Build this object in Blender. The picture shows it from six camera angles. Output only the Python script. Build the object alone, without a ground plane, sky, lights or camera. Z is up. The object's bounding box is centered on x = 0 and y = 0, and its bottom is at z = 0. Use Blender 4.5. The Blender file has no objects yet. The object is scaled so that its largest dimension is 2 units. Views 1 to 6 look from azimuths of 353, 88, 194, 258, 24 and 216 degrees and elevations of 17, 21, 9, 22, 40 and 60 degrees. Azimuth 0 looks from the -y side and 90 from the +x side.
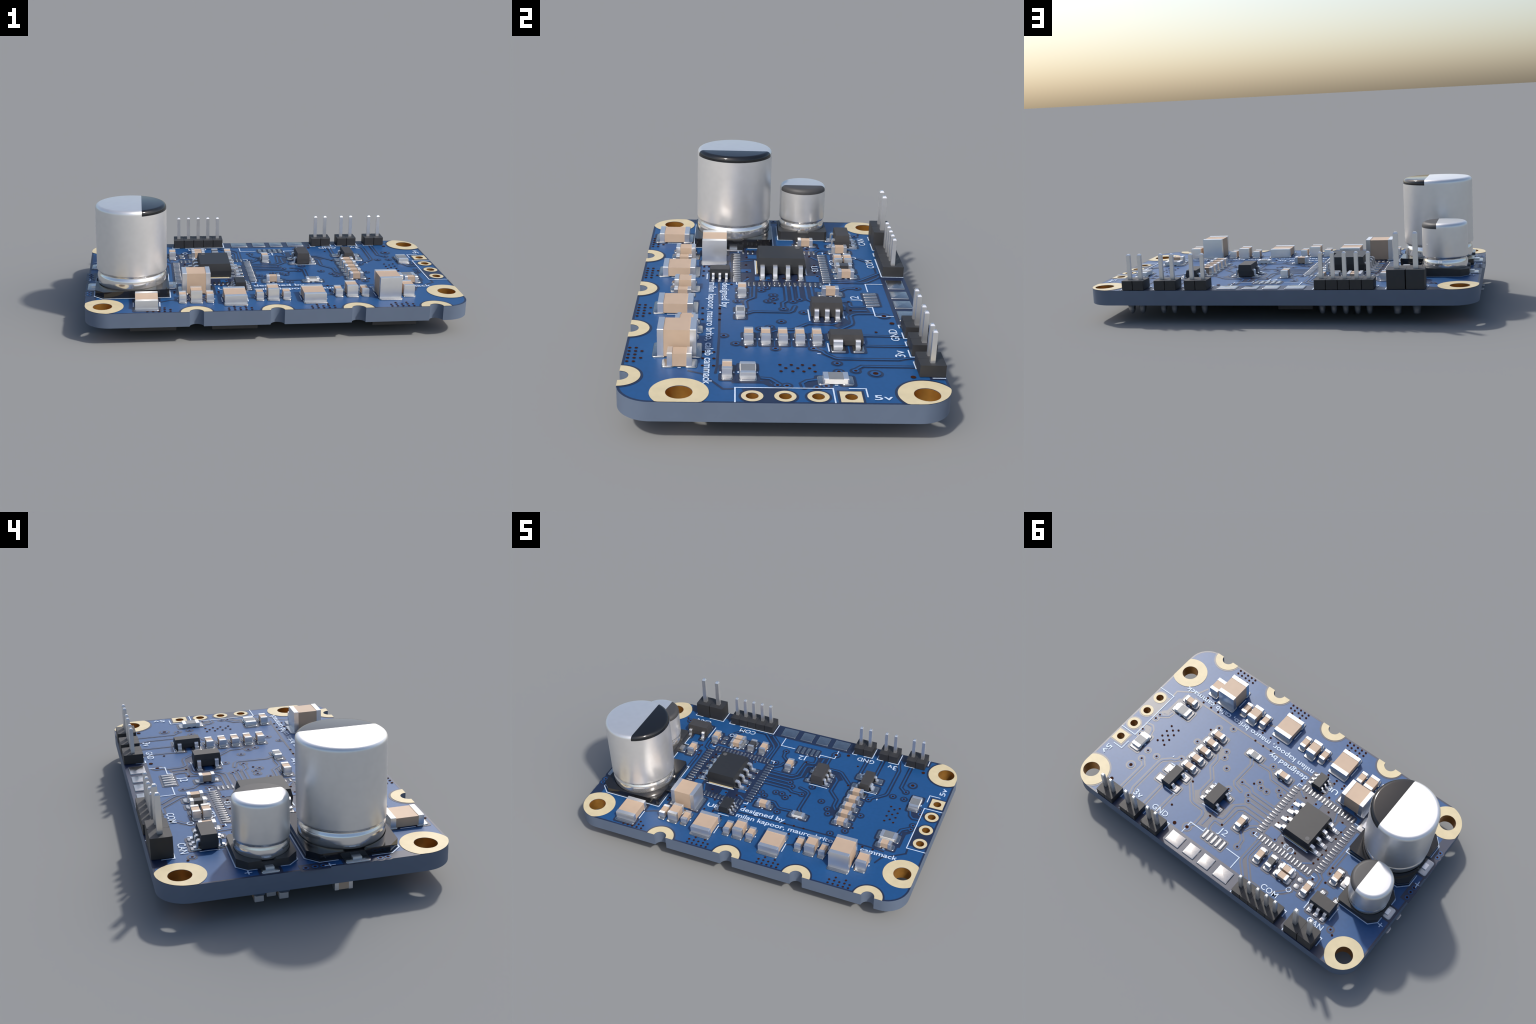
"""Small blue motor controller circuit board with surface mount parts, pin headers
and two electrolytic cans.  Built part by part; unit S is one real millimetre."""
import bpy, bmesh, math, random
from math import sin, cos, pi, radians, hypot
from mathutils import Vector, Matrix

random.seed(7)
S = 0.04617                      # scene metres per millimetre of the real board
ZB, ZT = 0.0935, 0.1700          # underside and top of the board
X0, X1, Y0, Y1, RC = -0.988, 1.0, -0.604, 0.604, 0.128

# ------------------------------------------------------------------ materials
def new_mat(name):
    m = bpy.data.materials.new(name); m.use_nodes = True
    nt = m.node_tree
    return m, nt, nt.nodes["Principled BSDF"]

def simple(name, col, rough=0.5, metal=0.0, var=0.06, scale=30.0, bump=0.0, spec=0.5, coat=0.0):
    """plain material with a faint noise in tone and roughness"""
    m, nt, b = new_mat(name)
    tc = nt.nodes.new("ShaderNodeTexCoord")
    no = nt.nodes.new("ShaderNodeTexNoise"); no.inputs["Scale"].default_value = scale
    no.inputs["Detail"].default_value = 4
    nt.links.new(tc.outputs["Object"], no.inputs["Vector"])
    cr = nt.nodes.new("ShaderNodeValToRGB")
    cr.color_ramp.elements[0].position = 0.3; cr.color_ramp.elements[1].position = 0.7
    cr.color_ramp.elements[0].color = tuple(c * (1 - var) for c in col) + (1,)
    cr.color_ramp.elements[1].color = tuple(min(1, c * (1 + var)) for c in col) + (1,)
    nt.links.new(no.outputs["Fac"], cr.inputs["Fac"])
    nt.links.new(cr.outputs["Color"], b.inputs["Base Color"])
    b.inputs["Roughness"].default_value = rough
    b.inputs["Metallic"].default_value = metal
    b.inputs["Specular IOR Level"].default_value = spec
    b.inputs["Coat Weight"].default_value = coat
    if bump > 0:
        n2 = nt.nodes.new("ShaderNodeTexNoise"); n2.inputs["Scale"].default_value = scale * 8
        nt.links.new(tc.outputs["Object"], n2.inputs["Vector"])
        bp = nt.nodes.new("ShaderNodeBump"); bp.inputs["Strength"].default_value = bump
        bp.inputs["Distance"].default_value = 0.001
        nt.links.new(n2.outputs["Fac"], bp.inputs["Height"])
        nt.links.new(bp.outputs["Normal"], b.inputs["Normal"])
    return m

M = {}
M["mask"]   = simple("blue_solder_mask", (0.009, 0.064, 0.190), 0.41, var=0.05, scale=60, bump=0.10)
M["gap"]    = simple("dark_laminate_under_mask", (0.008, 0.017, 0.050), 0.40, var=0.05, scale=60, bump=0.10, spec=0.7)
M["edge"]   = simple("board_edge_laminate", (0.098, 0.130, 0.188), 0.60, var=0.03, scale=12)
M["gold"]   = simple("gold_plating", (0.56, 0.475, 0.295), 0.5, var=0.05, scale=25)
M["bore"]   = simple("plated_bore", (0.50, 0.24, 0.045), 0.38, metal=0.75, var=0.10)
M["drill"]  = simple("via_bore_painted_shade", (0.036, 0.011, 0.005), 0.9, spec=0.08)  # flat discs, copper brown darkened to paint the shade inside the bores
M["silk"]   = simple("white_silkscreen", (0.50, 0.60, 0.74), 0.5, var=0.10, scale=120)
M["tin"]    = simple("tinned_metal", (0.80, 0.80, 0.80), 0.33, metal=0.88, var=0.02)
M["solder"] = simple("solder_paste_metal", (0.43, 0.43, 0.425), 0.21, metal=1.0, var=0.06, scale=60, bump=0.15)
M["alu"]    = simple("brushed_aluminium_can", (0.80, 0.79, 0.775), 0.38, metal=0.76, var=0.02)
M["ring"]   = simple("polished_aluminium_bead", (0.80, 0.79, 0.775), 0.17, metal=0.85, var=0.02)
M["ceram"]  = simple("ceramic_brown", (0.45, 0.33, 0.235), 0.55, var=0.03, scale=20)
M["alumina"]= simple("white_alumina", (0.75, 0.73, 0.68), 0.5, var=0.02)
M["resist"] = simple("resistor_glaze", (0.045, 0.045, 0.048), 0.35, var=0.05)
M["grey"]   = simple("grey_resistor_glaze", (0.17, 0.18, 0.19), 0.45, var=0.05)
M["plast"]  = simple("black_header_plastic", (0.020, 0.020, 0.021), 0.55, var=0.08)
M["mould"]  = simple("moulded_package_black", (0.040, 0.038, 0.038), 0.60, var=0.06, scale=60)
M["soic"]   = simple("moulded_package_dark", (0.018, 0.019, 0.021), 0.50, var=0.06, scale=60)
M["dimple"] = simple("package_dimple_grey", (0.085, 0.085, 0.087), 0.6)
M["black"]  = simple("glossy_black_mark", (0.008, 0.009, 0.011), 0.10, var=0.05)
M["matt"]   = simple("dull_black_mark", (0.050, 0.049, 0.050), 0.55, var=0.05)
M["base"]   = simple("can_base_black", (0.012, 0.012, 0.013), 0.08, var=0.05)
M["base2"]  = simple("can_base_dull_black", (0.026, 0.026, 0.027), 0.5, var=0.05)

# ------------------------------------------------------------------ object helpers
COLL = bpy.context.scene.collection
ROOT = bpy.data.objects.new("circuit_board_module", None)
COLL.objects.link(ROOT)
ROOT["label"] = "blue circuit board with chips, capacitor cans and pin headers"
ROOT["category"] = "circuit board"

def put(name, mesh, loc=(0, 0, 0), rot=0.0, parent=None, stuff=False):
    o = bpy.data.objects.new(name, mesh)
    COLL.objects.link(o)
    o.parent = parent or ROOT
    o.location = loc; o.rotation_euler = (0, 0, rot)
    if stuff: o["kind"] = "stuff"
    return o

def finish(bm, name, mats, angle=35.0):
    me = bpy.data.meshes.new(name)
    bm.normal_update()
    for e in bm.edges:
        e.smooth = len(e.link_faces) == 2 and e.calc_face_angle(0) < radians(angle)
    for f in bm.faces: f.smooth = True
    bm.to_mesh(me); bm.free()
    for m in mats: me.materials.append(M[m])
    return me

def prism(bm, pts, z0, z1, mat=0):
    """closed extrusion of a counter clockwise 2D outline"""
    a = [bm.verts.new((x, y, z0)) for x, y in pts]
    b = [bm.verts.new((x, y, z1)) for x, y in pts]
    n = len(pts); fs = [bm.faces.new(a[::-1]), bm.faces.new(b)]
    for i in range(n):
        j = (i + 1) % n
        fs.append(bm.faces.new((a[i], a[j], b[j], b[i])))
    for f in fs: f.material_index = mat
    return fs

def stack(bm, rings, mat=0, cap=True):
    """loft a list of (outline, z) rings with equal point counts"""
    vs = [[bm.verts.new((x, y, z)) for x, y in pts] for pts, z in rings]
    n = len(vs[0]); out = []
    for a, b in zip(vs, vs[1:]):
        for i in range(n):
            j = (i + 1) % n
            out.append(bm.faces.new((a[i], a[j], b[j], b[i])))
    if cap: out += [bm.faces.new(vs[0][::-1]), bm.faces.new(vs[-1])]
    for f in out: f.material_index = mat
    return out

def rect(w, h, cx=0, cy=0):
    return [(cx - w/2, cy - h/2), (cx + w/2, cy - h/2), (cx + w/2, cy + h/2), (cx - w/2, cy + h/2)]

def rrect(w, h, r, seg=4, cx=0, cy=0):
    r = min(r, w/2 - 1e-6, h/2 - 1e-6); out = []
    for k, (sx, sy) in enumerate([(1, 1), (-1, 1), (-1, -1), (1, -1)]):
        for i in range(seg + 1):
            a = pi/2 * (k + i/seg)
            out.append((cx + sx*(w/2 - r) + r*cos(a), cy + sy*(h/2 - r) + r*sin(a)))
    return out

def circle(r, n=24, cx=0, cy=0):
    return [(cx + r*cos(2*pi*i/n), cy + r*sin(2*pi*i/n)) for i in range(n)]

CACHE = {}
def cached(key, fn):
    if key not in CACHE: CACHE[key] = fn()
    return CACHE[key]

def chamfer_box(name, w, d, z0, z1, c, mats):
    """box whose top and bottom edges carry a small chamfer"""
    bm = bmesh.new()
    stack(bm, [(rect(w-2*c, d-2*c), z0), (rect(w, d), z0+c), (rect(w, d), z1-c), (rect(w-2*c, d-2*c), z1)])
    return finish(bm, name, mats, 20)

# ------------------------------------------------------------------ the board
HOLES = [(0.929, -0.378), (0.929, 0.508), (-0.8985, -0.4995), (-0.8985, 0.5075)]
R_HOLE, R_PAD = 0.0485, 0.106
PINS4 = [(0.951, 0.2328), (0.951, 0.1156), (0.951, -0.0016), (0.951, -0.1188)]
NOTCH = [0.8085, 0.4005, -0.0185, -0.4285]
R_NOTCH, Y_NOTCH = 0.036, -0.604

def inside(x, y, pad=0.0):
    if not (X0+pad <= x <= X1-pad and Y0+pad <= y <= Y1-pad): return False
    cx = min(max(x, X0+RC), X1-RC); cy = min(max(y, Y0+RC), Y1-RC)
    return hypot(x-cx, y-cy) <= RC-pad + 1e-9 or (x == cx or y == cy)

def board_outline():
    pts = []
    for x in sorted(NOTCH):                                  # lower edge, left to right
        for i in range(17):
            a = pi - pi*i/16
            pts.append((x + R_NOTCH*cos(a), Y_NOTCH + R_NOTCH*sin(a)))
    def corner(cx, cy, a0):
        return [(cx + RC*cos(a0 + pi/2*i/14), cy + RC*sin(a0 + pi/2*i/14)) for i in range(15)]
    pts += corner(X1-RC, Y0+RC, -pi/2) + corner(X1-RC, Y1-RC, 0)
    pts += corner(X0+RC, Y1-RC, pi/2) + corner(X0+RC, Y0+RC, pi)
    return pts

def build_board():
    cu = bpy.data.curves.new("outline", 'CURVE'); cu.dimensions = '2D'; cu.fill_mode = 'BOTH'
    loops = [board_outline()] + [circle(R_HOLE, 32, *h)[::-1] for h in HOLES]
    loops += [circle(0.0228, 20, *p)[::-1] for p in PINS4]
    for lp in loops:
        sp = cu.splines.new('POLY'); sp.points.add(len(lp)-1); sp.use_cyclic_u = True
        for p, (x, y) in zip(sp.points, lp): p.co = (x, y, 0, 1)
    cu.extrude = (ZT-ZB)/2
    tmp = bpy.data.objects.new("tmp", cu); COLL.objects.link(tmp)
    bpy.context.view_layer.update()
    me0 = bpy.data.meshes.new_from_object(tmp.evaluated_get(bpy.context.evaluated_depsgraph_get()))
    bm = bmesh.new(); bm.from_mesh(me0)
    bpy.data.objects.remove(tmp); bpy.data.curves.remove(cu); bpy.data.meshes.remove(me0)
    bmesh.ops.remove_doubles(bm, verts=bm.verts, dist=1e-6)
    bmesh.ops.translate(bm, verts=bm.verts, vec=(0, 0, (ZT+ZB)/2))
    bm.normal_update()
    for f in bm.faces:
        c = f.calc_center_median()
        if abs(f.normal.z) > 0.5: f.material_index = 0
        else:
            near = any(hypot(c.x-x, c.y-y) < R_HOLE*1.05 for x, y in HOLES) or \
                   any(hypot(c.x-x, c.y-y) < 0.026 for x, y in PINS4)
            f.material_index = 2 if near else 1
    return put("circuit_board", finish(bm, "circuit_board", ["mask", "edge", "bore"], 40))

BOARD = build_board()

# ------------------------------------------------------------------ flat layers printed or etched on the top
class Layer:
    """many thin flat pieces in one mesh; each sits a hair above the one before it"""
    def __init__(self, z, step=3e-6): self.bm, self.z, self.step = bmesh.new(), z, step
    def poly(self, pts):
        self.z += self.step
        area = sum(a[0]*b[1]-b[0]*a[1] for a, b in zip(pts, pts[1:]+pts[:1]))
        if area < 0: pts = pts[::-1]
        f = self.bm.faces.new([self.bm.verts.new((x, y, self.z)) for x, y in pts])
        if len(pts) > 4:
            bmesh.ops.triangulate(self.bm, faces=[f])
    def disc(self, x, y, r, n=20): self.poly(circle(r, n, x, y))
    def ring(self, x, y, r0, r1, n=40, a0=0.0, a1=2*pi, clip=False):
        self.z += self.step
        prev = None
        for i in range(n+1):
            a = a0 + (a1-a0)*i/n
            ro = r1
            if clip:
                while ro > r0 and not inside(x+ro*cos(a), y+ro*sin(a)): ro -= 0.0005
            p = (self.bm.verts.new((x+r0*cos(a), y+r0*sin(a), self.z)),
                 self.bm.verts.new((x+ro*cos(a), y+ro*sin(a), self.z)))
            if prev: self.bm.faces.new((prev[0], prev[1], p[1], p[0]))
            prev = p
    def stroke(self, pts, w, closed=False, round_ends=True):
        """mitred polyline of width w"""
        self.z += self.step
        n = len(pts); L, R = [], []
        for i in range(n):
            def d(a, b):
                v = Vector((b[0]-a[0], b[1]-a[1]))
                return v.normalized() if v.length > 0 else Vector((1, 0))
            if closed: d0, d1 = d(pts[i-1], pts[i]), d(pts[i], pts[(i+1) % n])
            else:
                d0 = d(pts[max(i-1, 0)], pts[max(i, 1)]) if i > 0 else d(pts[0], pts[1])
                d1 = d(pts[i], pts[i+1]) if i < n-1 else d0
            t = (d0+d1).normalized() if (d0+d1).length > 1e-6 else d0
            nn = Vector((-t.y, t.x)); k = min(1/max(0.35, nn.dot(Vector((-d0.y, d0.x)))), 2)
            L.append((pts[i][0]+nn.x*k*w/2, pts[i][1]+nn.y*k*w/2))
            R.append((pts[i][0]-nn.x*k*w/2, pts[i][1]-nn.y*k*w/2))
        a = [self.bm.verts.new((*p, self.z)) for p in L]; b = [self.bm.verts.new((*p, self.z)) for p in R]
        for i in range(n if closed else n-1):
            j = (i+1) % n
            self.bm.faces.new((b[i], b[j], a[j], a[i]))
        if round_ends and not closed:
            for p in (pts[0], pts[-1]): self.disc(p[0], p[1], w/2, 12)
    def done(self, name, mat):
        bmesh.ops.recalc_face_normals(self.bm, faces=self.bm.faces)
        for f in self.bm.faces:
            if f.normal.z < 0: f.normal_flip()
        return put(name, finish(self.bm, name, [mat]), parent=BOARD, stuff=True)

dark   = Layer(ZT + 0.0003)
copper = Layer(ZT + 0.0016)
goldl  = Layer(ZT + 0.0019)
silk   = Layer(ZT + 0.0023)
drill  = Layer(ZT + 0.0021)

W_TR, W_GAP = 0.0092, 0.0275     # trace and its cleared channel

# board rim kept free of copper
rim = []
for (cx, cy, a0) in [(X1-RC, Y0+RC, -pi/2), (X1-RC, Y1-RC, 0), (X0+RC, Y1-RC, pi/2), (X0+RC, Y0+RC, pi)]:
    rim += [(cx + (RC-0.005)*cos(a0+pi/2*i/12), cy + (RC-0.005)*sin(a0+pi/2*i/12)) for i in range(13)]
dark.stroke(rim, 0.0096, round_ends=False)                    # right, upper and left sides with corners
xs = [X0+RC] + [v for x in sorted(NOTCH) for v in (x-0.08, x+0.08)] + [X1-RC]
for a, b in zip(xs[::2], xs[1::2]):
    if b > a: dark.stroke([(a, Y0+0.005), (b, Y0+0.005)], 0.0096, round_ends=False)

# traces: copper line in the middle of a cleared channel
TRACES = [
 [(0.714, 0.515), (0.713, 0.483), (0.711, 0.300), (0.737, 0.275), (0.750, 0.271)],
 [(0.631, 0.520), (0.642, 0.475), (0.654, 0.446), (0.652, 0.223), (0.647, 0.205), (0.609, 0.167), (0.591, 0.162), (0.565, 0.127)],
 [(0.537, 0.499), (0.537, 0.338)],
 [(0.445, 0.490), (0.443, 0.336)],
 [(0.415, 0.217), (0.337, 0.300), (0.315, 0.306), (0.250, 0.306), (0.234, 0.317), (0.225, 0.337), (0.223, 0.406), (0.240, 0.431), (0.247, 0.448)],
 [(0.414, -0.027), (0.395, 0.0), (0.393, 0.057), (0.342, 0.111), (0.334, 0.120), (0.336, 0.222), (0.322, 0.243)],
 [(0.183, 0.288), (0.155, 0.293), (0.123, 0.283), (0.118, 0.265), (0.120, 0.177), (0.083, 0.140), (0.072, 0.136), (-0.074, 0.135)],
 [(0.101, 0.315), (0.099, 0.300), (0.092, 0.186), (0.070, 0.165), (0.052, 0.162), (-0.072, 0.162)],
 [(0.142, 0.384), (0.153, 0.362), (0.154, 0.323), (0.143, 0.315), (0.101, 0.315)],
 [(0.190, 0.313), (0.192, 0.379)],
 [(0.185, 0.027), (0.121, 0.027), (0.097, 0.046), (-0.066, 0.047)],
 [(0.104, 0.073), (-0.066, 0.073)],
 [(0.080, 0.102), (-0.068, 0.102)],
 [(0.237, -0.128), (0.217, -0.101), (0.220, 0.049), (0.205, 0.065), (0.155, 0.078)],
 [(0.180, -0.132), (0.116, -0.137), (0.098, -0.132), (0.063, -0.097), (0.005, -0.095), (-0.068, -0.093)],
 [(-0.010, 0.280), (-0.032, 0.301), (-0.050, 0.317), (-0.056, 0.362)],
 [(-0.124, 0.254), (-0.121, 0.405), (-0.131, 0.423), (-0.191, 0.482)],
 [(-0.143, 0.266), (-0.137, 0.369), (-0.151, 0.395), (-0.241, 0.490), (-0.300, 0.490)],
 [(-0.021, 0.260), (-0.034, 0.228), (-0.060, 0.205), (-0.085, 0.203)],
 [(-0.386, 0.461), (-0.426, 0.423), (-0.452, 0.389)],
 [(-0.558, 0.179), (-0.554, 0.138), (-0.555, 0.002)],
 [(-0.534, 0.322), (-0.545, 0.285), (-0.540, 0.230), (-0.509, 0.210)],
 [(0.821, 0.123), (0.833, 0.084), (0.853, 0.065), (0.886, 0.070)],
 [(0.816, -0.082), (0.821, -0.051), (0.857, -0.023), (0.869, -0.027)],
]
for t in TRACES:
    dark.stroke(t, W_GAP); copper.stroke(t, W_TR)

# single cleared seams between copper areas
SEAMS = [
 [(0.898, -0.183), (0.901, -0.222), (0.785, -0.302), (0.764, -0.351)],
 [(0.780, -0.252), (0.730, -0.247), (0.464, -0.243), (0.155, -0.245), (-0.096, -0.253)],
 [(0.261, -0.401), (0.301, -0.385)], [(-0.155, -0.418), (-0.124, -0.406)],
 [(-0.613, -0.451), (-0.560, -0.425), (-0.520, -0.414)],
]
for t in SEAMS: dark.stroke(t, 0.0105)

# areas without copper
BARE = [
 [(0.368, 0.240), (0.351, 0.222), (0.326, 0.247), (0.303, 0.261), (0.258, 0.280), (0.292, 0.291), (0.321, 0.295)],
 [(0.329, 0.136), (0.333, 0.212), (0.323, 0.224), (0.310, 0.214), (0.311, 0.166), (0.313, 0.147)],
 [(0.236, 0.302), (0.214, 0.324), (0.214, 0.399), (0.166, 0.389), (0.144, 0.382), (0.158, 0.319), (0.137, 0.306), (0.106, 0.309),
  (0.103, 0.236), (0.105, 0.182), (0.072, 0.144), (0.043, 0.141), (0.061, 0.119), (0.144, 0.177), (0.145, 0.262), (0.177, 0.287)],
 [(0.090, 0.123), (0.068, 0.097), (-0.072, 0.101), (-0.072, 0.163), (0.070, 0.158)],
 [(0.434, -0.079), (0.400, -0.081), (0.368, -0.039), (0.382, -0.011), (0.418, -0.024)],
 [(-0.127, 0.400), (-0.132, 0.381), (-0.225, 0.478), (-0.201, 0.482)],
 [(0.893, 0.008), (0.926, 0.018), (0.926, -0.145), (0.898, -0.157), (0.888, -0.070)],
 rect(0.070, 0.064, 0.960, -0.0605), rect(0.022, 0.13, 0.987, -0.05),
 [(0.834, 0.119), (0.877, 0.119), (0.891, 0.080), (0.867, 0.075), (0.851, 0.082)],
 [(0.832, -0.059), (0.874, -0.042), (0.879, -0.057), (0.857, -0.078), (0.856, -0.190), (0.822, -0.204), (0.820, -0.180), (0.842, -0.155)],
 [(-0.054, 0.043), (-0.060, 0.019), (-0.063, -0.039), (-0.068, -0.086), (-0.105, -0.086), (-0.105, 0.044)],
 rect(0.390, 0.375, -0.295, 0.0335),                      # under the big chip
 rect(1.63, 0.060, 0.0, 0.570), rect(0.60, 0.11, 0.055, 0.546),
 rect(0.056, 0.28, -0.962, -0.30), rect(0.056, 0.12, -0.972, -0.011),
]
for t in BARE: dark.poly(t)
# copper islands inside the bare chip area
for t in [rect(0.075, 0.06, -0.160, 0.175), rect(0.05, 0.07, -0.155, -0.055), rect(0.05, 0.05, -0.435, -0.095),
          rect(0.04, 0.05, -0.25, -0.13)]:
    copper.poly(t)
for t in [[(-0.12, -0.14), (-0.15, -0.12), (-0.168, -0.123)], [(-0.46, -0.07), (-0.48, -0.06)], [(-0.457, 0.111), (-0.49, 0.12)],
          [(-0.45, 0.182), (-0.40, 0.22)], [(-0.33, 0.197), (-0.30, 0.225)], [(-0.39, -0.10), (-0.37, -0.155)]]:
    copper.stroke(t, W_TR)

# ------------------------------------------------------------------ vias
RINGED = [(0.757, 0.207), (0.690, 0.207), (0.750, 0.271), (0.565, 0.127), (0.315, 0.012), (0.185, 0.027), (0.104, -0.036),
 (0.075, -0.012), (0.036, -0.012), (0.219, 0.111), (0.104, 0.072), (0.080, 0.102), (-0.016, -0.063), (-0.045, -0.043),
 (0.109, -0.169), (0.457, -0.225), (0.388, -0.076), (0.371, -0.038), (0.569, -0.022), (0.529, -0.176), (-0.054, 0.367),
 (-0.073, 0.243), (-0.192, 0.201), (-0.757, 0.436), (-0.972, -0.312), (-0.973, -0.280), (-0.974, -0.047), (-0.973, -0.013),
 (-0.975, 0.025), (0.872, 0.008), (0.869, -0.026), (0.872, 0.150), (0.882, 0.115)]
PLAIN = [(0.755, -0.288), (0.722, -0.301), (0.722, -0.260), (0.662, -0.260), (0.662, -0.302), (0.607, -0.261), (0.606, -0.301),
 (0.561, -0.136), (0.413, 0.202), (0.303, -0.333), (0.304, -0.314), (0.244, -0.316), (0.188, -0.317), (0.304, -0.244),
 (0.244, -0.243), (0.188, -0.245), (0.126, -0.009), (0.041, -0.230), (-0.081, -0.196), (-0.179, -0.326), (-0.240, -0.325),
 (-0.240, -0.301), (-0.295, -0.325), (-0.295, -0.302), (0.408, 0.393), (0.190, 0.313), (0.101, 0.314), (-0.238, 0.191),
 (-0.301, 0.181), (-0.333, 0.197), (-0.133, -0.064), (-0.142, -0.027), (-0.161, 0.043), (-0.142, 0.105), (-0.168, -0.123),
 (-0.387, 0.462), (-0.226, -0.208), (-0.272, -0.208), (-0.238, -0.125), (-0.326, -0.128), (-0.428, -0.124), (-0.458, -0.070),
 (-0.459, -0.017), (-0.458, 0.075), (-0.457, 0.111), (-0.456, 0.146), (-0.450, 0.182), (-0.552, 0.138), (-0.559, 0.175),
 (-0.504, 0.261), (-0.572, 0.234), (-0.782, 0.457), (-0.529, -0.312), (-0.528, -0.291)]
for x, y in RINGED:
    dark.disc(x, y, 0.0235); copper.disc(x, y, 0.0138); drill.disc(x, y, 0.0066, 12)
for x, y in PLAIN: drill.disc(x, y, 0.0066, 12)
for x, y in [(0.770, 0.343), (0.247, 0.448)]:
    dark.disc(x, y, 0.031); copper.disc(x, y, 0.0205); drill.disc(x, y, 0.0105, 16)
for x, y in [(0.795, 0.480), (0.320, 0.471)]: drill.disc(x, y, 0.0105, 16)
# slanted thermal grid beside the four pin row
for i, row in enumerate([[-0.009, 0.035, 0.076, 0.118], [0.010, 0.055, 0.099], [-0.011, 0.032, 0.074, 0.118]]):
    for y in row: drill.disc(0.7605 - 0.0262*i, y, 0.0066, 12)
# stitching rows beside the edge castellations
for x0 in (0.694, 0.280, -0.147, -0.5585):
    for i in range(5):
        x = x0 - 0.0289*i
        for j in range(3):
            if j == 2 and i not in (1, 3): continue
            drill.disc(x, -0.586 + 0.0248*j, 0.0066, 12)

# ------------------------------------------------------------------ gold plated pads
for x, y in HOLES: goldl.ring(x, y, R_HOLE, R_PAD, 64, clip=True)
dark.ring(0.929, 0.508, R_HOLE, R_PAD+0.010, 64, clip=True)
for x in NOTCH:
    dark.ring(x, Y_NOTCH, R_NOTCH, 0.0895, 40, 0.01, pi-0.01)
    goldl.ring(x, Y_NOTCH, R_NOTCH, 0.0795, 40, 0.0, pi)
for x, y in PINS4[1:]:
    dark.ring(x, y, 0.0228, 0.0485, 36, clip=True); goldl.ring(x, y, 0.0228, 0.0395, 36)
x, y = PINS4[0]
for i in range(40):                                            # square pad with a round bore
    a0, a1 = 2*pi*i/40, 2*pi*(i+1)/40
    f = lambda a: 0.0395/max(abs(cos(a)), abs(sin(a)))
    g = lambda a: 0.0485/max(abs(cos(a)), abs(sin(a)))
    dark.poly([(x+0.0228*cos(a0), y+0.0228*sin(a0)), (x+g(a0)*cos(a0), y+g(a0)*sin(a0)),
               (x+g(a1)*cos(a1), y+g(a1)*sin(a1)), (x+0.0228*cos(a1), y+0.0228*sin(a1))])
    goldl.poly([(x+0.0228*cos(a0), y+0.0228*sin(a0)), (x+f(a0)*cos(a0), y+f(a0)*sin(a0)),
                (x+f(a1)*cos(a1), y+f(a1)*sin(a1)), (x+0.0228*cos(a1), y+0.0228*sin(a1))])

# ------------------------------------------------------------------ silkscreen lines
W_S = 0.0054
LINES = [
 [(0.999, -0.1795), (0.891, -0.1795), (0.891, 0.173), (0.998, 0.173)],
 [(0.890, 0.230), (0.890, 0.292), (0.953, 0.292)],
 [(0.250, 0.490), (0.250, 0.411), (0.157, 0.411), (0.157, 0.384)],
 [(-0.012, 0.412), (-0.106, 0.412), (-0.106, 0.491)],
 [(-0.080, -0.152), (-0.080, -0.173), (-0.105, -0.173)], [(-0.083, 0.227), (-0.083, 0.249), (-0.107, 0.249)],
 [(-0.485, 0.249), (-0.510, 0.249)], [(-0.485, -0.165), (-0.513, -0.165), (-0.513, -0.146)],
 [(-0.386, -0.0845), (-0.205, -0.0845)], [(-0.386, 0.152), (-0.205, 0.152)],
 [(0.190, 0.1305), (0.306, 0.1305)], [(0.160, 0.2775), (0.276, 0.2775)], [(0.517, 0.186), (0.592, 0.186)], [(0.4415, 0.331), (0.517, 0.331)],
 [(0.611, 0.138), (0.612, 0.152)],
 [(-0.5695, 0.317), (-0.5695, 0.428)], [(-0.7195, 0.400), (-0.7195, 0.316)],
 [(-0.697, 0.505), (-0.750, 0.505), (-0.750, 0.560)], [(-0.652, 0.505), (-0.553, 0.505), (-0.553, 0.602)],
 [(-0.466, 0.501), (-0.507, 0.501), (-0.507, 0.540)], [(-0.432, 0.500), (-0.197, 0.500), (-0.197, 0.602)],
 [(0.337, 0.545), (0.337, 0.495), (0.368, 0.495)], [(0.409, 0.498), (0.465, 0.498), (0.465, 0.598)],
 [(0.496, 0.540), (0.496, 0.498), (0.535, 0.498)], [(0.569, 0.497), (0.630, 0.497), (0.630, 0.598)],
 [(0.671, 0.540), (0.671, 0.502), (0.732, 0.502)], [(0.803, 0.550), (0.803, 0.600)],
 [(-0.205, -0.3075), (-0.136, -0.3075)],
 [(-0.945, -0.255), (-0.945, -0.340), (-0.902, -0.384), (-0.552, -0.384), (-0.552, -0.262)],
 [(-0.552, -0.118), (-0.552, 0.010), (-0.896, 0.010), (-0.945, -0.039), (-0.945, -0.117)],
 [(-0.933, 0.115), (-0.933, 0.078), (-0.894, 0.037), (-0.682, 0.037), (-0.682, 0.112)],
 [(-0.682, 0.206), (-0.682, 0.287), (-0.894, 0.287), (-0.933, 0.246), (-0.933, 0.208)],
 [(-0.682, 0.206), (-0.652, 0.206)],
 [(-0.978, -0.050), (-0.978, -0.095)], [(-0.990, -0.0725), (-0.962, -0.0725)],
 [(-0.952, 0.233), (-0.952, 0.263)], [(-0.967, 0.248), (-0.937, 0.248)],
]
for t in LINES: silk.stroke([(min(max(x, X0+0.001), X1-0.001), y) for x, y in t], W_S, round_ends=False)

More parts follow.
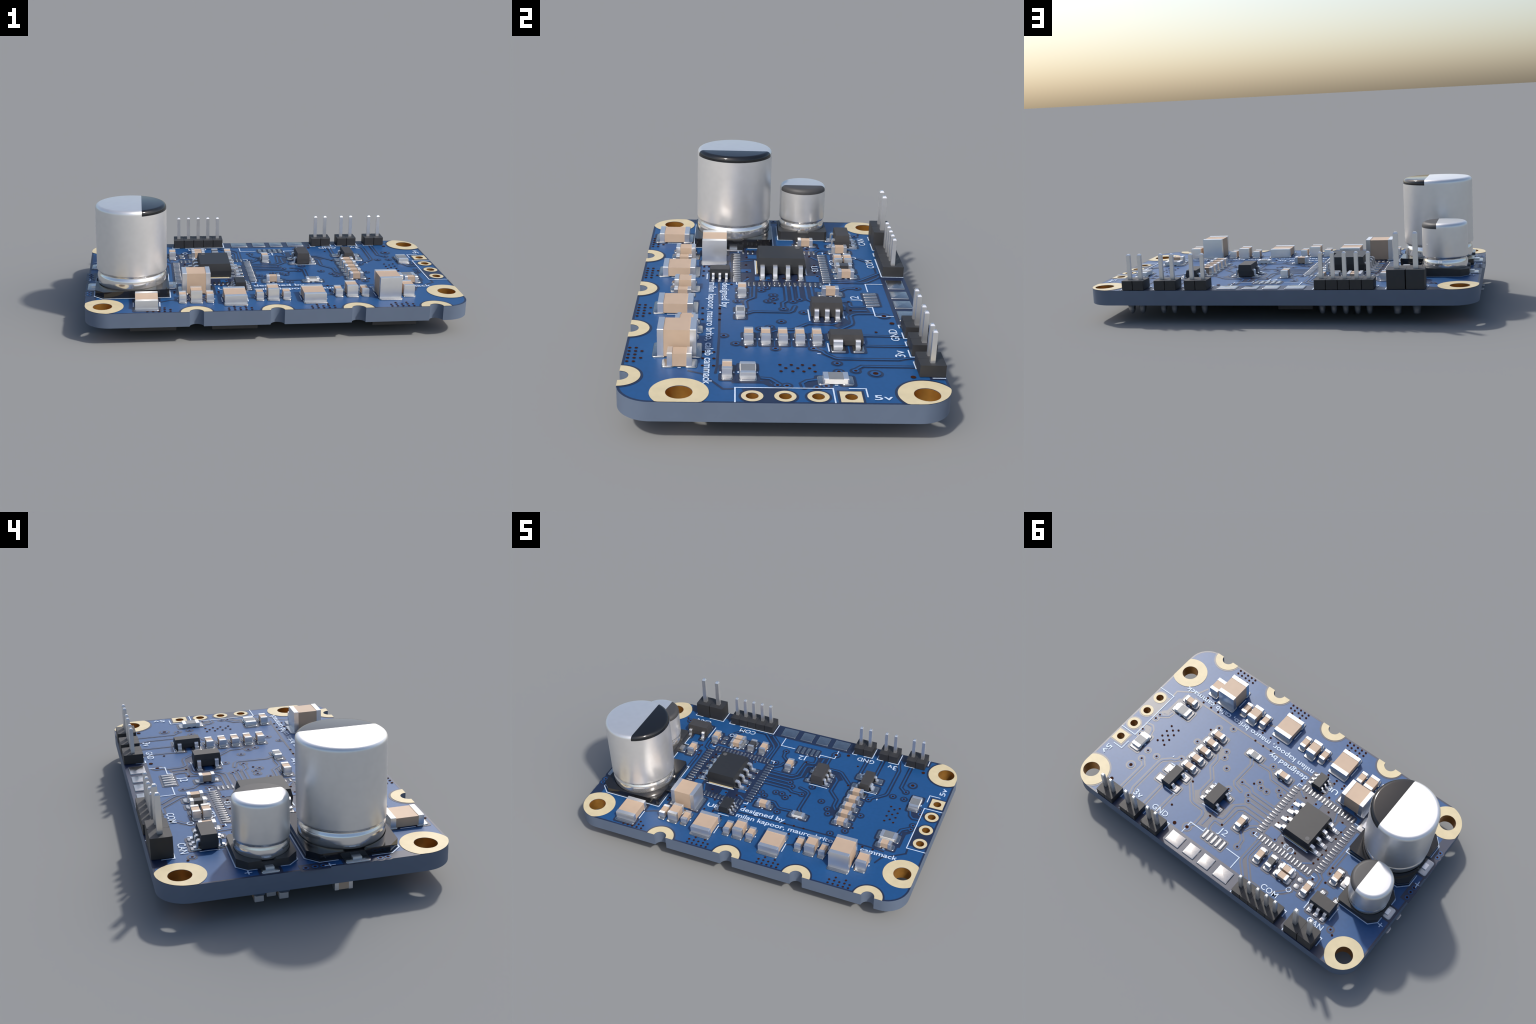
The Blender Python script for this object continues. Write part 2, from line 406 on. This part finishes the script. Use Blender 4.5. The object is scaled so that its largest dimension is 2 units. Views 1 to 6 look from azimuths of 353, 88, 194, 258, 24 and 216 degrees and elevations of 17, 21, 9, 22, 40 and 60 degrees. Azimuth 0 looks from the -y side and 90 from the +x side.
# ------------------------------------------------------------------ silkscreen lettering
def lettering(body, x, y, width, height, rot=0.0, bold=0.0):
    """built-in font text; lower left corner at x, y (in its own reading frame), fitted to width and height"""
    cu = bpy.data.curves.new("txt", 'FONT'); cu.body = body; cu.size = 1.0; cu.offset = bold; cu.resolution_u = 3
    tmp = bpy.data.objects.new("tmp", cu); COLL.objects.link(tmp)
    bpy.context.view_layer.update()
    me = bpy.data.meshes.new_from_object(tmp.evaluated_get(bpy.context.evaluated_depsgraph_get()))
    bpy.data.objects.remove(tmp); bpy.data.curves.remove(cu)
    xs = [v.co.x for v in me.vertices]
    kx, ky = width/(max(xs)-min(xs)), height/0.70         # capitals of the font are 0.70 high
    x0 = min(xs)
    for v in me.vertices: v.co = ((v.co.x-x0)*kx, v.co.y*ky, 0)
    me.materials.append(M["silk"])
    return put("silkscreen_text", me, (x, y, ZT+0.0026), rot, parent=BOARD)

lettering("designed by", -0.098, -0.237, 0.278, 0.0325, 0, 0.014)
lettering("milan kapoor, mauro brito, caleb cammack", -0.099, -0.2955, 0.968, 0.0325, 0, 0.014)
lettering("U8", -0.294, -0.2735, 0.070, 0.031, 0, 0.012)
lettering("U3", -0.322, 0.180, 0.070, 0.031, 0, 0.0)
lettering("COM", -0.307, 0.481, 0.107, 0.034, pi, 0.006)
lettering("GND", 0.489, 0.479, 0.108, 0.034, pi, 0.006)
lettering("3v", 0.634, 0.478, 0.058, 0.040, pi, 0.006)
lettering("J2", 0.093, 0.364, 0.056, 0.039, pi, 0.0)
lettering("CAN", -0.621, 0.478, 0.099, 0.034, pi, 0.006)
lettering("O", -0.423, 0.409, 0.031, 0.033, pi, 0.0)
lettering("C3", -0.333, 0.308, 0.070, 0.036, pi, 0.0)
lettering("5v", 0.972, 0.314, 0.067, 0.034, pi/2, 0.010)

# ------------------------------------------------------------------ solder pads
def pad_mesh(w, d, h=0.0040, r=None):
    r = min(w, d)*0.22 if r is None else r
    def mk():
        bm = bmesh.new(); e = min(0.0035, min(w, d)*0.2)
        stack(bm, [(rrect(w, d, r), 0), (rrect(w-e*0.3, d-e*0.3, r), h*0.55), (rrect(w-e*1.1, d-e*1.1, r*0.9), h*0.9),
                   (rrect(w-e*2.2, d-e*2.2, r*0.8), h)])
        return finish(bm, "solder_pad", ["solder"], 60)
    return cached(("pad", round(w, 5), round(d, 5), round(h, 5), round(r, 5)), mk)

def solder_pad(x, y, w, d, halo=True, parent=None, h=0.0045, r=None, top=True):
    if halo: dark.poly(rrect(w+0.020, d+0.020, 0.012, 3, x, y))
    return put("solder_pad", pad_mesh(w, d, h, r), (x, y, ZT+0.0012), 0, parent or BOARD)

# four wide tabs and five fingers of the small connector footprint
for x, w in [(0.2469, 2.12), (0.1270, 1.68), (0.0211, 1.68), (-0.1007, 2.12)]:
    solder_pad(x, 0.547, w*S, 1.70*S, False, r=0.002)
for i in range(5): solder_pad(0.1335 - 0.0302*i, 0.416, 0.40*S, 1.33*S, r=0.003)
# sixty four fingers of the square chip footprint
QX, QY = -0.2943, 0.0337
for i in range(16):
    t = (i-7.5)*0.5*S
    for dx, dy, w, d in [(1, 0, .875, .25), (-1, 0, .875, .25), (0, 1, .25, .875), (0, -1, .25, .875)]:
        solder_pad(QX + dx*4.44*S + (0 if dx else t), QY + dy*4.44*S + (0 if dy else t), w*S, d*S, r=0.0055, h=0.0035)

# ------------------------------------------------------------------ chip capacitors and resistors
def chip(kind, x, y, L, W, H, along_y, halo=True, under=False):
    """kind: ceramic / film / grey.  Size in millimetres."""
    rot = pi/2 if along_y else 0.0
    t = {1.0: 0.25, 1.6: 0.35, 2.0: 0.42, 3.2: 0.52}.get(L, 0.3)*S
    l, w, h = L*S, W*S, H*S
    z = ZB if under else ZT
    bodymat = {"ceramic": "ceram", "film": "resist", "grey": "alumina"}[kind]
    def mk_body():
        bm = bmesh.new(); c = 0.0012
        lb, wb, hb = l-2*t+0.002, w-0.0016, h-0.0016
        if kind == "grey": lb, wb = l-0.010, w+0.0012          # pale body runs almost to the ends
        prism(bm, rect(lb, wb), 0.004, hb)
        me = finish(bm, "chip_body", [bodymat], 20)
        return me
    def mk_term():
        bm = bmesh.new(); c = 0.0018
        stack(bm, [(rect(t, w-2*c), 0.0), (rect(t, w), c), (rect(t, w), h-c), (rect(t-c*0.6, w-2*c), h)])
        return finish(bm, "terminal", ["tin"], 20)
    def mk_glaze():
        bm = bmesh.new()
        prism(bm, rect(l-2*t+0.001, w-0.004), h-0.0018, h+0.0008)
        return finish(bm, "resistor_glaze", ["grey"], 20)
    bm_ = cached((kind, L, W, H, "b"), mk_body); tm = cached((L, W, H, "t"), mk_term)
    name = "ceramic_capacitor" if kind == "ceramic" else "chip_resistor"
    o = put(name, bm_, (x, y, z), rot)
    if under:
        o.rotation_euler = (pi, 0, rot)
    for s in (-1, 1):
        put("terminal", tm, (s*(l-t)/2, 0, 0.0012), 0, o)
    if kind == "grey":
        put("glaze", cached((kind, L, W, H, "g"), mk_glaze), (0, 0, 0), 0, o)
    # pads
    pc, pl, pw = {1.6: (0.775, 0.90, 0.95), 2.0: (0.95, 1.0, 1.45), 3.2: (1.475, 1.15, 2.70), 1.0: (0.48, 0.56, 0.62)}[L]
    for s in (-1, 1):
        if under:
            put("solder_pad", pad_mesh(pl*S, pw*S, r=0.010), (s*pc*S, 0, 0.0), 0, o)
        elif along_y: solder_pad(x, y+s*pc*S, pw*S, pl*S, halo, r=0.010)
        else: solder_pad(x+s*pc*S, y, pl*S, pw*S, halo, r=0.010)
    if not under and L < 3:                                     # silk ticks between the pads
        for s in (-1, 1):
            o2 = s*(W/2+0.14)*S
            if along_y: silk.stroke([(x+o2, y-0.006), (x+o2, y+0.006)], W_S, round_ends=False)
            else: silk.stroke([(x-0.006, y+o2), (x+0.006, y+o2)], W_S, round_ends=False)
    if not under and L > 3 and along_y:
        for s in (-1, 1):
            silk.stroke([(x+s*1.45*S, y-0.034), (x+s*1.45*S, y+0.034)], W_S, round_ends=False)
    return o

# tall and low large blocks along the power edge
chip("ceramic", -0.6769, -0.4828, 3.2, 2.5, 1.02, True)
chip("ceramic", -0.2210, -0.4354, 3.2, 2.5, 1.02, True, False)
chip("ceramic",  0.1925, -0.4295, 3.2, 2.5, 1.02, True, False)
chip("ceramic",  0.5963, -0.4012, 3.2, 2.5, 2.50, True, False)
chip("ceramic", -0.4140, -0.2785, 3.2, 2.5, 2.50, False)
# triplets: small, medium, small
for xm, ys, ym in [(-0.4205, -0.4212, -0.4155), (-0.0185, -0.4080, -0.4005), (0.4055, -0.3792, -0.3750)]:
    for s in (-1, 1): chip("ceramic", xm+s*0.0705, ys, 1.6, 0.8, 0.8, True, False)
    chip("ceramic", xm, ym, 2.0, 1.25, 1.25, True, False)
chip("ceramic", 0.7075, -0.3870, 2.0, 1.25, 1.25, True, False)
chip("ceramic", 0.7755, -0.2090, 1.6, 0.8, 0.8, False)
chip("grey", 0.7735, -0.1325, 2.0, 1.25, 0.5, False)
chip("grey", 0.8313, 0.1877, 2.0, 1.25, 0.5, True)
for i in range(5): chip("ceramic", 0.4872, -0.1260+0.0678*i, 1.6, 0.8, 0.8, False)
chip("ceramic", 0.0203, 0.2402, 1.6, 0.8, 0.8, True)
chip("grey", 0.2363, -0.1574, 1.6, 0.8, 0.45, False)
chip("ceramic", 0.0165, -0.1490, 1.6, 0.8, 0.8, False)
chip("ceramic", -0.1912, 0.3310, 1.6, 0.8, 0.8, True)
chip("film", -0.2665, 0.3293, 1.6, 0.8, 0.8, True)
chip("ceramic", -0.3646, 0.3100, 1.6, 0.8, 0.8, False)
chip("ceramic", -0.3656, 0.3570, 1.6, 0.8, 0.8, False)
chip("ceramic", -0.5160, 0.3318, 1.6, 0.8, 0.8, True)
chip("ceramic", -0.6060, 0.1701, 1.6, 0.8, 0.8, True)
for x, y in [(-0.457, 0.3085), (-0.4615, 0.352)]: solder_pad(x, y, 0.034, 0.032, r=0.011, h=0.004)

# ------------------------------------------------------------------ moulded chips with gull wing leads
def package(key, w, d, z0, zm, z1, taper, mat):
    def mk():
        bm = bmesh.new(); k = taper
        stack(bm, [(rect(w-k, d-k), z0), (rect(w, d), zm-0.002), (rect(w, d), zm+0.002),
                   (rect(w-2*k, d-2*k), z1)])
        return finish(bm, "package", [mat], 15)
    return cached(key, mk)

def gull(key, reach, zs, width, th, foot):
    """lead profile in the x-z plane: out of the package, down, then a flat foot; extruded along y"""
    def mk():
        r = th*0.9
        c = [(-0.3*reach, zs), (reach*0.28, zs), (reach*0.42, zs-r*0.5), (reach-foot-0.002, th*0.5+r*0.7),
             (reach-foot+r*0.5, th*0.55), (reach, th*0.5)]
        up, dn = [], []
        for i, (px, pz) in enumerate(c):
            a = c[max(i-1, 0)]; b = c[min(i+1, len(c)-1)]
            t = Vector((b[0]-a[0], b[1]-a[1])).normalized(); n = Vector((-t.y, t.x))*th/2
            up.append((px+n.x, pz+n.y)); dn.append((px-n.x, pz-n.y))
        bm = bmesh.new(); prof = up + dn[::-1]
        a = [bm.verts.new((x, -width/2, z)) for x, z in prof]; b = [bm.verts.new((x, width/2, z)) for x, z in prof]
        m = len(up)
        for vs in (a, b):
            for i in range(m-1):
                bm.faces.new((vs[i], vs[i+1], vs[len(prof)-2-i], vs[len(prof)-1-i]))
        for i in range(len(prof)):
            j = (i+1) % len(prof)
            bm.faces.new((a[i], b[i], b[j], a[j]))
        bmesh.ops.recalc_face_normals(bm, faces=bm.faces)
        return finish(bm, "lead", ["tin"], 40)
    return cached(("lead",) + tuple(round(v, 5) for v in (reach, zs, width, th, foot)), mk)

def chip_package(x, y, w, d, h, leads, mat, span, lw, padsize, taper=0.10, rot=0.0, halo=True, lift=0.1, padc=None, thick=0.15):
    """w across the lead rows, d along them (mm). leads: list of (side, position mm[, width])"""
    wm, dm = w*S, d*S
    me = package((w, d, h, mat, lift), wm, dm, lift*S, (h*0.52)*S, h*S, taper*S, mat)
    o = put("integrated_circuit", me, (x, y, ZT+0.001), rot)
    reach = (span-w)/2*S
    for item in leads:
        side, pos = item[:2]; wid = item[2] if len(item) > 2 else lw
        pw = padsize[1] if len(item) < 4 else item[3]
        lm = gull("lead", reach, h*0.52*S, wid*S, thick*S, reach*0.45)
        put("lead", lm, (side*wm/2, pos*S, 0.003), 0 if side > 0 else pi, o)
        pcx = side*(padc if padc else span/2-0.1)*S
        cx, cy = x + pcx*cos(rot) - pos*S*sin(rot), y + pcx*sin(rot) + pos*S*cos(rot)
        a, b = padsize[0]*S, pw*S
        if abs(sin(rot)) > 0.5: a, b = b, a
        solder_pad(cx, cy, a, b, halo, r=0.005)
    return o

# eight lead chip in the middle of the empty square footprint
soic = chip_package(-0.2945, 0.0340, 3.9, 4.9, 1.75, [(s, p) for s in (-1, 1) for p in (-1.905, -0.635, 0.635, 1.905)],
                    "soic", 6.0, 0.42, (1.75, 0.62), taper=0.17, padc=2.62, thick=0.2)
bm = bmesh.new(); prism(bm, circle(0.0125, 24), 0, 0.0012)
put("pin_one_dimple", finish(bm, "pin_one_dimple", ["dimple"]), (-1.25*S, 1.75*S, 1.745*S), 0, soic)
bm = bmesh.new(); prism(bm, rect(3.4*S, 4.96*S), 0, 0.0025)
put("gold_slug", finish(bm, "gold_slug", ["gold"]), (0, 0, 0.0015), 0, soic)

# five and four lead small chips
chip_package(0.2335, 0.2040, 1.6, 2.9, 1.45, [(1, -.95), (1, 0), (1, .95), (-1, -.95), (-1, .95)], "mould", 2.8, 0.40,
             (1.05, 0.62), taper=0.08, padc=1.18)
chip_package(-0.6436, 0.3545, 1.6, 2.9, 1.45, [(1, -.95), (1, 0), (1, .95), (-1, -.95), (-1, .95)], "mould", 2.8, 0.40,
             (1.05, 0.62), taper=0.10, padc=1.18, rot=pi/2)
chip_package(0.5140, 0.2580, 1.3, 2.9, 1.08, [(1, .95, .42, 1.0), (1, -.75, .8, 1.25), (-1, .95, .42, 1.0), (-1, -.95, .42, 1.0)],
             "mould", 2.4, 0.42, (1.15, 1.0), taper=0.08, padc=1.2)
chip_package(-0.1752, -0.2494, 1.25, 2.05, 1.0, [(s, p) for s in (-1, 1) for p in (-.65, 0, .65)], "soic", 2.1, 0.24,
             (0.72, 0.40), taper=0.06, padc=0.98, thick=0.12)

# ------------------------------------------------------------------ electrolytic cans
def lathe(bm, prof, n=72):
    rings = []
    for r, z in prof:
        rings.append([bm.verts.new((r*cos(2*pi*i/n), r*sin(2*pi*i/n), z)) for i in range(n)])
    for a, b in zip(rings, rings[1:]):
        for i in range(n):
            j = (i+1) % n
            bm.faces.new((a[i], a[j], b[j], b[i]))
    bm.faces.new(rings[-1]); bm.faces.new(rings[0][::-1])

def can(x, y, D, H, base, mark_x, markmat, basemat, groove, band, cham):
    R = D/2
    g = groove
    prof = [(R*0.88, 0.55), (R*0.945, 0.64), (R*0.968, 0.80), (R*0.978, 1.05), (R*0.985, g-0.75), (R*0.982, g-0.52), (R*0.968, g-0.34),
            (R*0.945, g-0.20), (R*0.938, g-0.10), (R*0.948, g-0.03), (R*0.975, g+0.05), (R*0.995, g+0.13), (R, g+0.24)]
    rt = 0.45
    prof += [(R, H-rt)] + [(R-rt+rt*cos(a), H-rt+rt*sin(a)) for a in [pi/2*i/6 for i in range(1, 7)]]
    bm = bmesh.new(); lathe(bm, [(r*S, z*S) for r, z in prof])
    zband = (H-band)*S
    ret = bmesh.ops.bisect_plane(bm, geom=bm.verts[:]+bm.edges[:]+bm.faces[:], plane_co=(0, 0, zband), plane_no=(0, 0, 1))
    top = [f for f in bm.faces if f.calc_center_median().z > zband]
    geom = list({v for f in top for v in f.verts} | {e for f in top for e in f.edges}) + top
    bmesh.ops.bisect_plane(bm, geom=geom, plane_co=(mark_x*S, 0, 0), plane_no=(1, 0, 0))
    for f in bm.faces:
        c = f.calc_center_median()
        f.material_index = 1 if (c.z > zband and c.x > mark_x*S) else (2 if c.z < (groove+0.1)*S else 0)
    o = put("electrolytic_capacitor", finish(bm, "electrolytic_capacitor", ["alu", markmat, "ring"], 50), (x, y, ZT))
    # moulded foot: chamfered on the plus side, slightly higher on the minus side, with a seat for the can
    b = base/2
    out = [(-b+cham, -b), (b-0.25, -b), (b, -b+0.25), (b, -0.105*base), (b, 0.105*base), (b, b-0.25), (b-0.25, b), (-b+cham, b),
           (-b, b-cham), (-b, 0.105*base), (-b, -0.105*base), (-b, -b+cham)]
    bm = bmesh.new()
    N = 96
    def ray(a):                                        # outline radius in direction a
        best = 1e9; dx, dy = cos(a), sin(a)
        for (ax, ay), (bx, by) in zip(out, out[1:]+out[:1]):
            ex, ey = bx-ax, by-ay; det = dx*ey-dy*ex
            if abs(det) < 1e-9: continue
            t = (ax*ey-ay*ex)/det; u = (ax*dy-ay*dx)/det
            if t > 0 and -1e-6 <= u <= 1+1e-6: best = min(best, t)
        return best
    angs = sorted({round(2*pi*i/N, 6) for i in range(N)} | {round(math.atan2(py, px) % (2*pi), 6) for px, py in out})
    ztop = lambda px: 0.86 + 0.14*px/b
    def ringv(fr, fz): return [bm.verts.new((fr(a)*cos(a)*S, fr(a)*sin(a)*S, fz(a)*S)) for a in angs]
    seat = R*0.985
    r0 = ringv(ray, lambda a: 0.0)
    notch = lambda a: 0.18 if abs(ray(a)*sin(a)) < 0.106*base and abs(cos(a)) > 0.5 else 0.0
    r1 = ringv(ray, lambda a: ztop(ray(a)*cos(a)) - notch(a))
    r2 = ringv(lambda a: min(seat, ray(a)-0.03), lambda a: ztop(seat*cos(a)) - notch(a))
    r3 = ringv(lambda a: min(seat, ray(a)-0.03)*0.955, lambda a: 0.52)
    n = len(angs)
    for p, q in ((r0, r1), (r1, r2), (r2, r3)):
        for i in range(n):
            j = (i+1) % n
            bm.faces.new((p[i], p[j], q[j], q[i]))
    bm.faces.new(r0[::-1]); bm.faces.new(r3)
    put("can_base", finish(bm, "can_base", [basemat], 25), (0, 0, 0.0015), 0, o)
    return o

def can_tabs(o, x, y, reach, w, pl, pw, pc):
    for s in (-1, 1):
        bm = bmesh.new(); prism(bm, rect(reach[1]-reach[0], w, (reach[0]+reach[1])/2), 0.003, 0.003+0.24*S)
        put("can_terminal", finish(bm, "can_terminal", ["tin"], 20), (0, 0, 0), 0 if s > 0 else pi, o)
        solder_pad(x+s*pc, y, pl, pw, True, r=0.012)

big = can(-0.7485, -0.1885, 8.0, 10.0, 8.3, 1.19, "black", "base", 2.28, 0.62, 1.0)
can_tabs(big, -0.7485, -0.1885, (0.15, 0.2165), 0.9*S*0.9, 0.100, 0.105, 0.186)
small = can(-0.8080, 0.1620, 5.0, 5.8, 5.3, 0.75, "matt", "base2", 1.92, 0.60, 0.9)
can_tabs(small, -0.8080, 0.1620, (0.09, 0.1450), 0.75*S, 0.090, 0.075, 0.122)

# ------------------------------------------------------------------ pin headers
def header(xs, y, pitch, depth, hb, pin, zt, ztail, blunt):
    p, d = pitch*S, depth*S
    hz = hb*S
    def mk_cell():
        c = 0.09*p
        bm = bmesh.new()
        out = [(-p/2+0.0004, -d/2+c), (-p/2+c*0.35, -d/2), (p/2-c*0.35, -d/2), (p/2-0.0004, -d/2+c),
               (p/2-0.0004, d/2-c), (p/2-c*0.35, d/2), (-p/2+c*0.35, d/2), (-p/2+0.0004, d/2-c)]
        stack(bm, [(out, 0), (out, hz-0.001), ([(x, yy*0.99) for x, yy in out], hz)])
        return finish(bm, "header_housing", ["plast"], 25)
    def mk_pin():
        w = pin*S; k = 0.55
        bm = bmesh.new()
        stack(bm, [(rect(w*k, w*k), -0.09), (rect(w, w), -0.08), (rect(w, w), zt-ZT-0.35*w), (rect(w*k, w*k), zt-ZT)])
        return finish(bm, "pin", ["tin"], 20)
    def mk_fillet():
        r0, n = 0.62*pin/0.4*S*0.82, 20
        L = ZB - ztail
        bm = bmesh.new()
        prof = [(r0*1.12, 0), (r0*0.98, -L*0.08), (r0*0.80, -L*0.30), (r0*0.72, -L*0.55)]
        prof += [(r0*0.66, -L*0.85), (r0*0.62, -L*0.93), (r0*0.50, -L)] if blunt else [(r0*0.60, -L*0.78), (r0*0.38, -L*0.94), (r0*0.15, -L)]
        lathe(bm, prof[::-1], n)
        return finish(bm, "solder_fillet", ["solder"], 60)
    cell, pm, fm = mk_cell(), mk_pin(), mk_fillet()
    o = put("pin_header", cell, (xs[0], y, ZT+0.0025))
    for i, x in enumerate(xs):
        if i: put("header_housing", cell, (x-xs[0], 0, 0), 0, o)
        put("pin", pm, (x-xs[0], 0, -0.0025), 0, o)
        put("solder_fillet", fm, (x-xs[0], 0, ZB-ZT-0.0025), 0, o)
    return o

P127 = 1.27*S
for x in (0.7659, 0.5927, 0.4316): header([x, x-P127], 0.5520, 1.27, 2.12, 1.02, 0.40, 0.3505, 0.0407, False)
header([-0.2336-P127*i for i in range(5)], 0.5535, 1.27, 2.12, 1.02, 0.40, 0.3500, 0.0412, False)
header([-0.6035, -0.6035-2*S], 0.5530, 2.0, 2.0, 2.02, 0.50, 0.4412, 0.0440, True)

# ------------------------------------------------------------------ parts under the board
for y, x in [(0.2155, -0.981), (0.1165, -0.981), (0.160, -0.951)]:
    o = chip("ceramic", x+0.8*S, y, 1.6, 0.8, 0.8, False, under=True)
chip("ceramic", -0.960, -0.128, 1.6, 0.8, 0.8, True, under=True)

def slab(name, x, y, w, d, h, mat):
    bm = bmesh.new(); c = 0.003
    stack(bm, [(rect(w-2*c, d-2*c), -h), (rect(w, d), -h+c), (rect(w, d), 0)])
    return put(name, finish(bm, name, [mat], 20), (x, y, ZB))
for x in (-0.646, -0.229, 0.608): slab("power_transistor", x, -0.392, 0.234, 0.286, 1.0*S, "mould")
ic = slab("integrated_circuit", -0.085, 0.41, 0.176, 0.18, 0.95*S, "mould")
slab("power_inductor", 0.20, 0.02, 0.24, 0.24, ZB, "base2")

# ------------------------------------------------------------------ write the flat layers
dark.done("cleared_channel", "gap")
copper.done("copper_trace", "mask")
goldl.done("gold_pad", "gold")
silk.done("silkscreen_line", "silk")
drill.done("painted_via_hole", "drill")
